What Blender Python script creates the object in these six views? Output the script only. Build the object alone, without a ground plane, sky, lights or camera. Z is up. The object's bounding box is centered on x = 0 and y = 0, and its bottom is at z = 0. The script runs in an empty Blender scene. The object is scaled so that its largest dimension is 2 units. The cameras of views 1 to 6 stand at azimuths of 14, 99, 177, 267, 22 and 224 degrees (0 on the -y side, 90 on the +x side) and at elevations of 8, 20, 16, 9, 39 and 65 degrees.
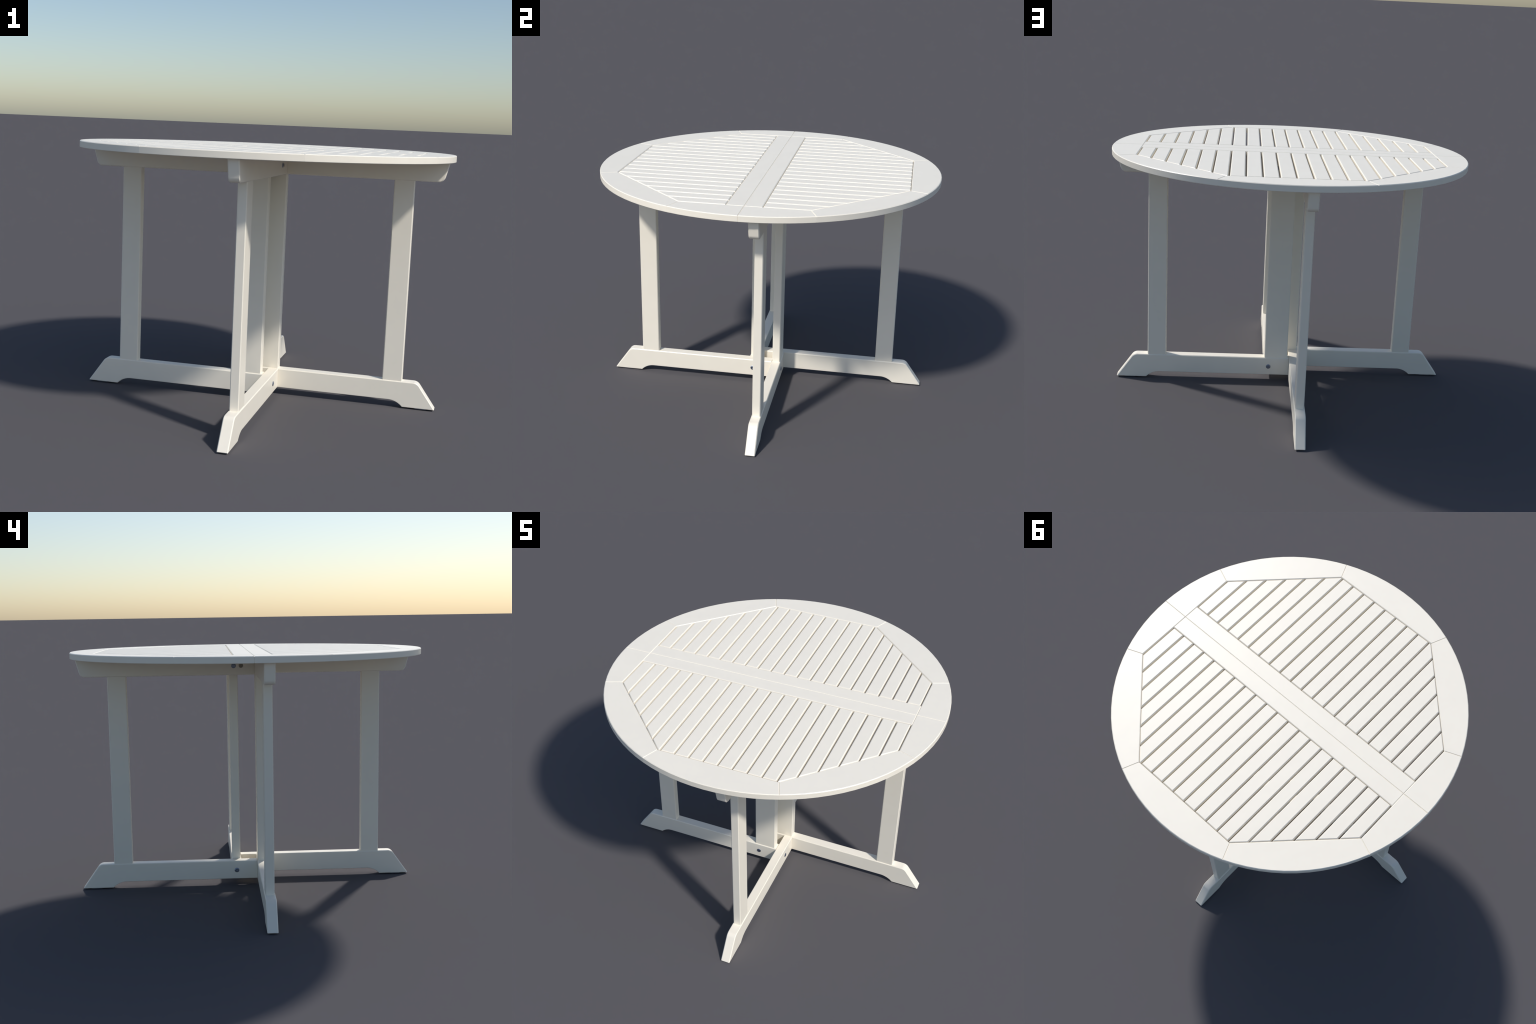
"""White painted round folding garden table: slatted octagon-inlaid top on a
pinwheel of four beams, four legs, two centre posts and four splayed foot beams."""
import bpy, bmesh, math
from math import sin, cos, tan, pi, radians, sqrt
from mathutils import Vector, Matrix

# ------------------------------------------------------------------ sizes (m)
TOP_Z = 1.3807           # upper face of the table top
BOARD_T = 0.0345         # frame boards and rails
SLAT_T = 0.0285          # slats are a little thinner
RADIUS = 1.0
APOTHEM = 0.8320         # of the octagonal opening in the frame
RAIL_Y = 0.0955          # outer edge of each centre rail
PITCH = 0.0829           # slat spacing
GAP = 0.0090             # open gap between slats
END_GAP = 0.0030         # shadow gap where slats meet frame and rail
IN, OUT = 0.046, 0.102   # inner and outer faces of the pinwheel beams
MID = 0.5 * (IN + OUT)
ARM_TOP, ARM_BOT, SOLE = 0.1468, 0.0395, 0.005
BEAM_BOT, BEAM_TOP = 1.238, 1.348

# ------------------------------------------------------------------ materials
def paint_material():
    m = bpy.data.materials.new("white_paint")
    m.use_nodes = True
    nt = m.node_tree
    b = nt.nodes["Principled BSDF"]
    tc = nt.nodes.new("ShaderNodeTexCoord")
    n1 = nt.nodes.new("ShaderNodeTexNoise")
    n1.inputs["Scale"].default_value = 9.0
    n1.inputs["Detail"].default_value = 4.0
    ramp = nt.nodes.new("ShaderNodeValToRGB")
    ramp.color_ramp.elements[0].position = 0.35
    ramp.color_ramp.elements[1].position = 0.65
    ramp.color_ramp.elements[0].color = (0.940, 0.877, 0.754, 1)
    ramp.color_ramp.elements[1].color = (0.954, 0.891, 0.766, 1)
    n2 = nt.nodes.new("ShaderNodeTexNoise")
    n2.inputs["Scale"].default_value = 160.0
    n2.inputs["Detail"].default_value = 3.0
    bump = nt.nodes.new("ShaderNodeBump")
    bump.inputs["Strength"].default_value = 0.012
    bump.inputs["Distance"].default_value = 0.002
    L = nt.links.new
    L(tc.outputs["Object"], n1.inputs["Vector"])
    L(tc.outputs["Object"], n2.inputs["Vector"])
    L(n1.outputs["Fac"], ramp.inputs["Fac"])
    L(ramp.outputs["Color"], b.inputs["Base Color"])
    L(n2.outputs["Fac"], bump.inputs["Height"])
    L(bump.outputs["Normal"], b.inputs["Normal"])
    b.inputs["Roughness"].default_value = 0.40
    return m

def steel_material():
    m = bpy.data.materials.new("blued_steel")
    m.use_nodes = True
    nt = m.node_tree
    b = nt.nodes["Principled BSDF"]
    tc = nt.nodes.new("ShaderNodeTexCoord")
    n = nt.nodes.new("ShaderNodeTexNoise")
    n.inputs["Scale"].default_value = 60.0
    ramp = nt.nodes.new("ShaderNodeValToRGB")
    ramp.color_ramp.elements[0].color = (0.22, 0.26, 0.35, 1)
    ramp.color_ramp.elements[1].color = (0.29, 0.33, 0.42, 1)
    nt.links.new(tc.outputs["Object"], n.inputs["Vector"])
    nt.links.new(n.outputs["Fac"], ramp.inputs["Fac"])
    nt.links.new(ramp.outputs["Color"], b.inputs["Base Color"])
    b.inputs["Metallic"].default_value = 1.0
    b.inputs["Roughness"].default_value = 0.42
    return m

PAINT = paint_material()
STEEL = steel_material()

# ------------------------------------------------------------------ helpers
def link(o):
    bpy.context.scene.collection.objects.link(o)
    return o

def bake(o):
    """Evaluate the modifiers of o into a new mesh and drop o."""
    deps = bpy.context.evaluated_depsgraph_get()
    me = bpy.data.meshes.new_from_object(o.evaluated_get(deps), preserve_all_data_layers=True,
                                         depsgraph=deps)
    bpy.data.objects.remove(o)
    return me

def finish(name, bm, mat, bevel=0.0, segments=1, cutters=()):
    """bmesh -> mesh with (weighted) bevels and weighted normals baked in."""
    bmesh.ops.recalc_face_normals(bm, faces=bm.faces)
    me = bpy.data.meshes.new(name)
    bm.to_mesh(me)
    bm.free()
    for p in me.polygons:
        p.use_smooth = True
    o = link(bpy.data.objects.new(name, me))
    for c in cutters:
        md = o.modifiers.new("cut", "BOOLEAN")
        md.operation, md.solver, md.object = "DIFFERENCE", "EXACT", c
    if bevel:
        md = o.modifiers.new("bevel", "BEVEL")
        md.width, md.segments, md.limit_method = bevel, segments, "WEIGHT"
        md.use_clamp_overlap, md.loop_slide = False, True
    out = bake(o)
    # flat faces stay flat, bevels stay soft: split by angle, then weight by face area
    out.set_sharp_from_angle(angle=radians(36))
    o = link(bpy.data.objects.new(name, out))
    md = o.modifiers.new("normals", "WEIGHTED_NORMAL")
    md.mode, md.weight, md.keep_sharp = "FACE_AREA", 100, True
    out = bake(o)
    out.name = name
    out.materials.clear()
    out.materials.append(mat)
    for a in list(out.attributes):
        if a.name == "bevel_weight_edge":
            out.attributes.remove(a)
    return out

def prism(outline, lo, hi, place, weight):
    """Extrude a 2D outline. place(a, b, h) -> xyz; weight(kind, i, p, q) -> bevel weight.
    kind: 'hi', 'lo' rim edges or 'side' edges (i = vertex index)."""
    bm = bmesh.new()
    lay = bm.edges.layers.float.new("bevel_weight_edge")
    n = len(outline)
    top = [bm.verts.new(place(a, b, hi)) for a, b in outline]
    bot = [bm.verts.new(place(a, b, lo)) for a, b in outline]
    bm.faces.new(top)
    bm.faces.new(bot[::-1])
    for i in range(n):
        j = (i + 1) % n
        bm.faces.new((top[i], bot[i], bot[j], top[j]))
    for i in range(n):
        j = (i + 1) % n
        for ring, kind in ((top, "hi"), (bot, "lo")):
            bm.edges.get((ring[i], ring[j]))[lay] = weight(kind, i, outline[i], outline[j])
        bm.edges.get((top[i], bot[i]))[lay] = weight("side", i, outline[i], outline[i])
    return bm

flat = lambda a, b, h: (a, b, h)          # plan outline, extruded in z
side = lambda a, b, h: (a, h, b)          # side profile (s, z), extruded across y

def arc(cx, cz, r, a0, a1, n):
    return [(cx + r * cos(radians(a0 + (a1 - a0) * i / n)),
             cz + r * sin(radians(a0 + (a1 - a0) * i / n))) for i in range(n + 1)]

def fillet(p0, p1, p2, r, n=6):
    """Round the corner p1 of a polyline."""
    p0, p1, p2 = Vector(p0), Vector(p1), Vector(p2)
    u, v = (p0 - p1).normalized(), (p2 - p1).normalized()
    half = u.angle(v) / 2
    c = p1 + (u + v).normalized() * (r / sin(half))
    a, b = p1 + u * (r / tan(half)), p1 + v * (r / tan(half))
    a0 = math.atan2(a.y - c.y, a.x - c.x); a1 = math.atan2(b.y - c.y, b.x - c.x)
    d = (a1 - a0 + pi) % (2 * pi) - pi
    return [(c.x + r * cos(a0 + d * i / n), c.y + r * sin(a0 + d * i / n)) for i in range(n + 1)]

# ------------------------------------------------------------------ the thing
table = link(bpy.data.objects.new("garden_table", None))
table["label"] = "round white slatted wooden folding garden table with crossed feet"
table["category"] = "garden table"

def part(name, mesh, parent=table, turn=0.0, loc=(0, 0, 0)):
    o = link(bpy.data.objects.new(name, mesh))
    o.parent = parent
    o.location = loc
    o.rotation_euler = (0, 0, turn)
    return o

# --------------------------------------------------- frame boards of the top
def frame_board(a0, a1, cut_start, cut_end):
    """Ring segment between angles a0..a1 (degrees); inner edge is an octagon side.
    cut_* says whether that end is the straight split seam along y = 0."""
    mid = round(((a0 + a1) / 2) / 45.0 - (0.25 if cut_start else (-0.25 if cut_end else 0))) * 45.0
    joint, seam = 0.00002, 0.00015
    steps = max(4, round((a1 - a0) / 45 * 12))
    def inner(a):
        r = APOTHEM / cos(radians(a - mid))
        return Vector((r * cos(radians(a)), r * sin(radians(a))))
    def shift(a, p, inward, d):
        t = Vector((-sin(radians(a)), cos(radians(a)))) * inward
        return p + t * d
    d0, d1 = (seam if cut_start else joint), (seam if cut_end else joint)
    outer = [Vector((RADIUS * cos(radians(a0 + (a1 - a0) * i / steps)),
                     RADIUS * sin(radians(a0 + (a1 - a0) * i / steps)))) for i in range(steps + 1)]
    outer[0] = shift(a0, outer[0], 1, d0)
    outer[-1] = shift(a1, outer[-1], -1, d1)
    pts = outer + [shift(a1, inner(a1), -1, d1), shift(a0, inner(a0), 1, d0)]
    n = len(pts)
    def weight(kind, i, p, q):
        if kind == "side":
            if i == 0:
                return 0.4 if cut_start else 0.0
            if i == steps:
                return 0.4 if cut_end else 0.0
            return 0.0
        if i < steps:
            return 0.9 if kind == "hi" else 0.6            # round rim
        if i == n - 2:
            return 1.0 if kind == "hi" else 0.4            # octagon edge
        return 0.70                                        # joints
    bm = prism([tuple(p) for p in pts], TOP_Z - BOARD_T, TOP_Z, flat, weight)
    return finish("frame_board", bm, PAINT, bevel=0.0040)

for k in range(8):
    c = 45.0 * k
    if k == 0:
        spans = [(-22.5, 0, False, True), (0, 22.5, True, False)]
    elif k == 4:
        spans = [(157.5, 180, False, True), (180, 202.5, True, False)]
    else:
        spans = [(c - 22.5, c + 22.5, False, False)]
    for s in spans:
        part("frame_board", frame_board(*s))

# --------------------------------------------------- centre rails
def rail():
    x = APOTHEM - 0.0003
    pts = [(-x, 0.00015), (x, 0.00015), (x, RAIL_Y), (-x, RAIL_Y)]
    w = lambda kind, i, p, q: (0.0 if kind == "side" else (1.0 if i == 2 else 0.70))
    bm = prism(pts, TOP_Z - BOARD_T, TOP_Z, flat, w)
    return finish("center_rail", bm, PAINT, bevel=0.0040)

rail_mesh = rail()
part("center_rail", rail_mesh)
part("center_rail", rail_mesh, turn=pi)

# --------------------------------------------------- slats
def slat(k):
    """Slat k of one half; its far end follows the octagon."""
    x0, x1 = k * PITCH + GAP / 2, (k + 1) * PITCH - GAP / 2
    e = END_GAP
    far = lambda x: min(APOTHEM - e, APOTHEM * sqrt(2) - e - abs(x))
    bend = APOTHEM * (sqrt(2) - 1)
    pts = [(x0, RAIL_Y + e), (x1, RAIL_Y + e), (x1, far(x1))]
    for b in (bend, -bend):
        if x0 + 0.004 < b < x1 - 0.004:
            pts.append((b, APOTHEM - e))
    pts.append((x0, far(x0)))
    n = len(pts)
    def w(kind, i, p, q):
        if kind == "side":
            return 0.0
        return 1.0 if kind == "hi" else 0.5
    bm = prism(pts, TOP_Z - SLAT_T, TOP_Z, flat, w)
    # tenons that seat the slat in the rail and in the frame
    a, b, r = x0 + 0.012, x1 - 0.012, 0.010
    tenon = [(a, RAIL_Y - r), (b, RAIL_Y - r), (b, far(b) + r), (a, far(a) + r)]
    tb = prism(tenon, TOP_Z - 0.021, TOP_Z - 0.013, flat, lambda *q: 0.0)
    tm = bpy.data.meshes.new("tenon")
    tb.to_mesh(tm); tb.free()
    bm.from_mesh(tm)
    bpy.data.meshes.remove(tm)
    return finish("slat", bm, PAINT, bevel=0.0042)

for k in range(-10, 10):
    me = slat(k)
    part("slat", me)                               # +y half
for k in range(-10, 10):
    part("slat", slat(k), turn=pi)                 # -y half

# --------------------------------------------------- foot beams (pinwheel)
def foot_beam():
    tip = (0.976, SOLE)
    slope = fillet(tip, (0.8752, ARM_TOP), (0.2, ARM_TOP), 0.042, 7)
    r, sweep = 0.105, 46.0                          # scooped underside
    cx = 0.798 - r * sin(radians(sweep))
    scoop = arc(cx, ARM_BOT - r, r, 90, 90 - sweep, 8)
    pts = [tip] + slope + [(-IN + 0.0004, ARM_TOP), (-IN + 0.0004, ARM_BOT)] + scoop + [(0.800, SOLE)]
    # drop the duplicate where the scoop meets the sole
    pts = [p for i, p in enumerate(pts) if i == 0 or (Vector(p) - Vector(pts[i - 1])).length > 0.0025]
    inner = next(i for i, p in enumerate(pts) if abs(p[0] + IN - 0.0004) < 1e-6)
    def w(kind, i, p, q):
        if kind == "side":
            return 0.8 if i == 0 else 0.0
        if i == inner:
            return 0.2
        return 1.0 if min(p[1], q[1]) > 0.1 or i == 0 else 0.5
    bm = prism(pts, IN, OUT, side, w)
    return finish("foot_beam", bm, PAINT, bevel=0.0045)

# --------------------------------------------------- support beams under the top
def support_beam():
    a, b = (0.9705, BEAM_TOP), (0.942, BEAM_BOT)
    corner = fillet(a, b, (0.2, BEAM_BOT), 0.034, 7)
    pts = [a] + corner + [(-IN + 0.0004, BEAM_BOT), (-IN + 0.0004, BEAM_TOP)]
    w2 = lambda kind, i, p, q: 1.0 if kind != "side" and i < len(corner) + 1 else 0.0
    bm = prism(pts, IN, OUT, side, w2)
    cut = bmesh.new()
    bmesh.ops.create_cone(cut, cap_ends=True, segments=32, radius1=0.0128, radius2=0.0128, depth=0.12,
                          matrix=Matrix.Translation((0.032, MID, 1.2915)) @ Matrix.Rotation(pi / 2, 4, "X"))
    cm = bpy.data.meshes.new("drill")
    cut.to_mesh(cm); cut.free()
    drill = link(bpy.data.objects.new("drill", cm))
    me = finish("support_beam", bm, PAINT, bevel=0.0045, cutters=(drill,))
    bpy.data.objects.remove(drill)
    return me

# --------------------------------------------------- uprights
def upright(name, s0, s1, half):
    pts = [(s0, MID - half), (s1, MID - half), (s1, MID + half), (s0, MID + half)]
    w = lambda kind, i, p, q: 1.0 if kind == "side" else 0.0
    bm = prism(pts, ARM_TOP - 0.0006, BEAM_BOT + 0.0006, flat, w)
    return finish(name, bm, PAINT, bevel=0.004)

# --------------------------------------------------- hardware
def bolt():
    """Button head with a hexagonal socket, axis +y, seated on y = 0."""
    bm = bmesh.new()
    prof = [(0.0136, -0.004), (0.0136, 0.0008), (0.0124, 0.0022), (0.0096, 0.0032), (0.0076, 0.0034)]
    seg = 36
    rings = []
    for r, y in prof:
        rings.append([bm.verts.new((r * cos(2 * pi * i / seg), y, r * sin(2 * pi * i / seg))) for i in range(seg)])
    hexr = lambda t: 0.0062 * cos(pi / 6) / cos((t % (pi / 3)) - pi / 6)
    for y in (0.0030, 0.0006):
        rings.append([bm.verts.new((hexr(2 * pi * i / seg) * cos(2 * pi * i / seg), y,
                                    hexr(2 * pi * i / seg) * sin(2 * pi * i / seg))) for i in range(seg)])
    for a, b in zip(rings, rings[1:]):
        for i in range(seg):
            j = (i + 1) % seg
            bm.faces.new((a[i], a[j], b[j], b[i]))
    bm.faces.new(rings[-1])
    bm.faces.new(rings[0][::-1])
    return finish("bolt", bm, STEEL)

def glide():
    """Low rounded pad under each foot."""
    s0, s1, h = 0.866, 0.931, 0.0225
    pts = []
    for cx, cy, a in ((s1 - 0.008, MID + h - 0.008, 0), (s0 + 0.008, MID + h - 0.008, 90),
                      (s0 + 0.008, MID - h + 0.008, 180), (s1 - 0.008, MID - h + 0.008, 270)):
        pts += arc(cx, cy, 0.008, a, a + 90, 5)
    w = lambda kind, i, p, q: 1.0 if kind == "lo" else 0.0
    bm = prism(pts, 0.0, SOLE + 0.001, flat, w)
    return finish("foot_glide", bm, STEEL, bevel=0.0012, segments=2)

foot_mesh, beam_mesh = foot_beam(), support_beam()
leg_mesh = upright("leg", 0.6848, 0.7922, 0.0235)
post_mesh = upright("center_post", -0.0360, 0.1003, 0.0236)
bolt_mesh, glide_mesh = bolt(), glide()

for k in range(4):
    turn = k * pi / 2
    foot = part("foot_beam", foot_mesh, turn=turn)
    part("foot_glide", glide_mesh, parent=foot)
    part("bolt", bolt_mesh, parent=foot, loc=(0.0745, OUT, 0.0915))
    beam = part("support_beam", beam_mesh, turn=turn)
    part("bolt", bolt_mesh, parent=beam, loc=(0.0740, OUT, 1.2905))
    part("leg", leg_mesh, turn=turn)
for k in range(2):
    part("center_post", post_mesh, turn=k * pi)
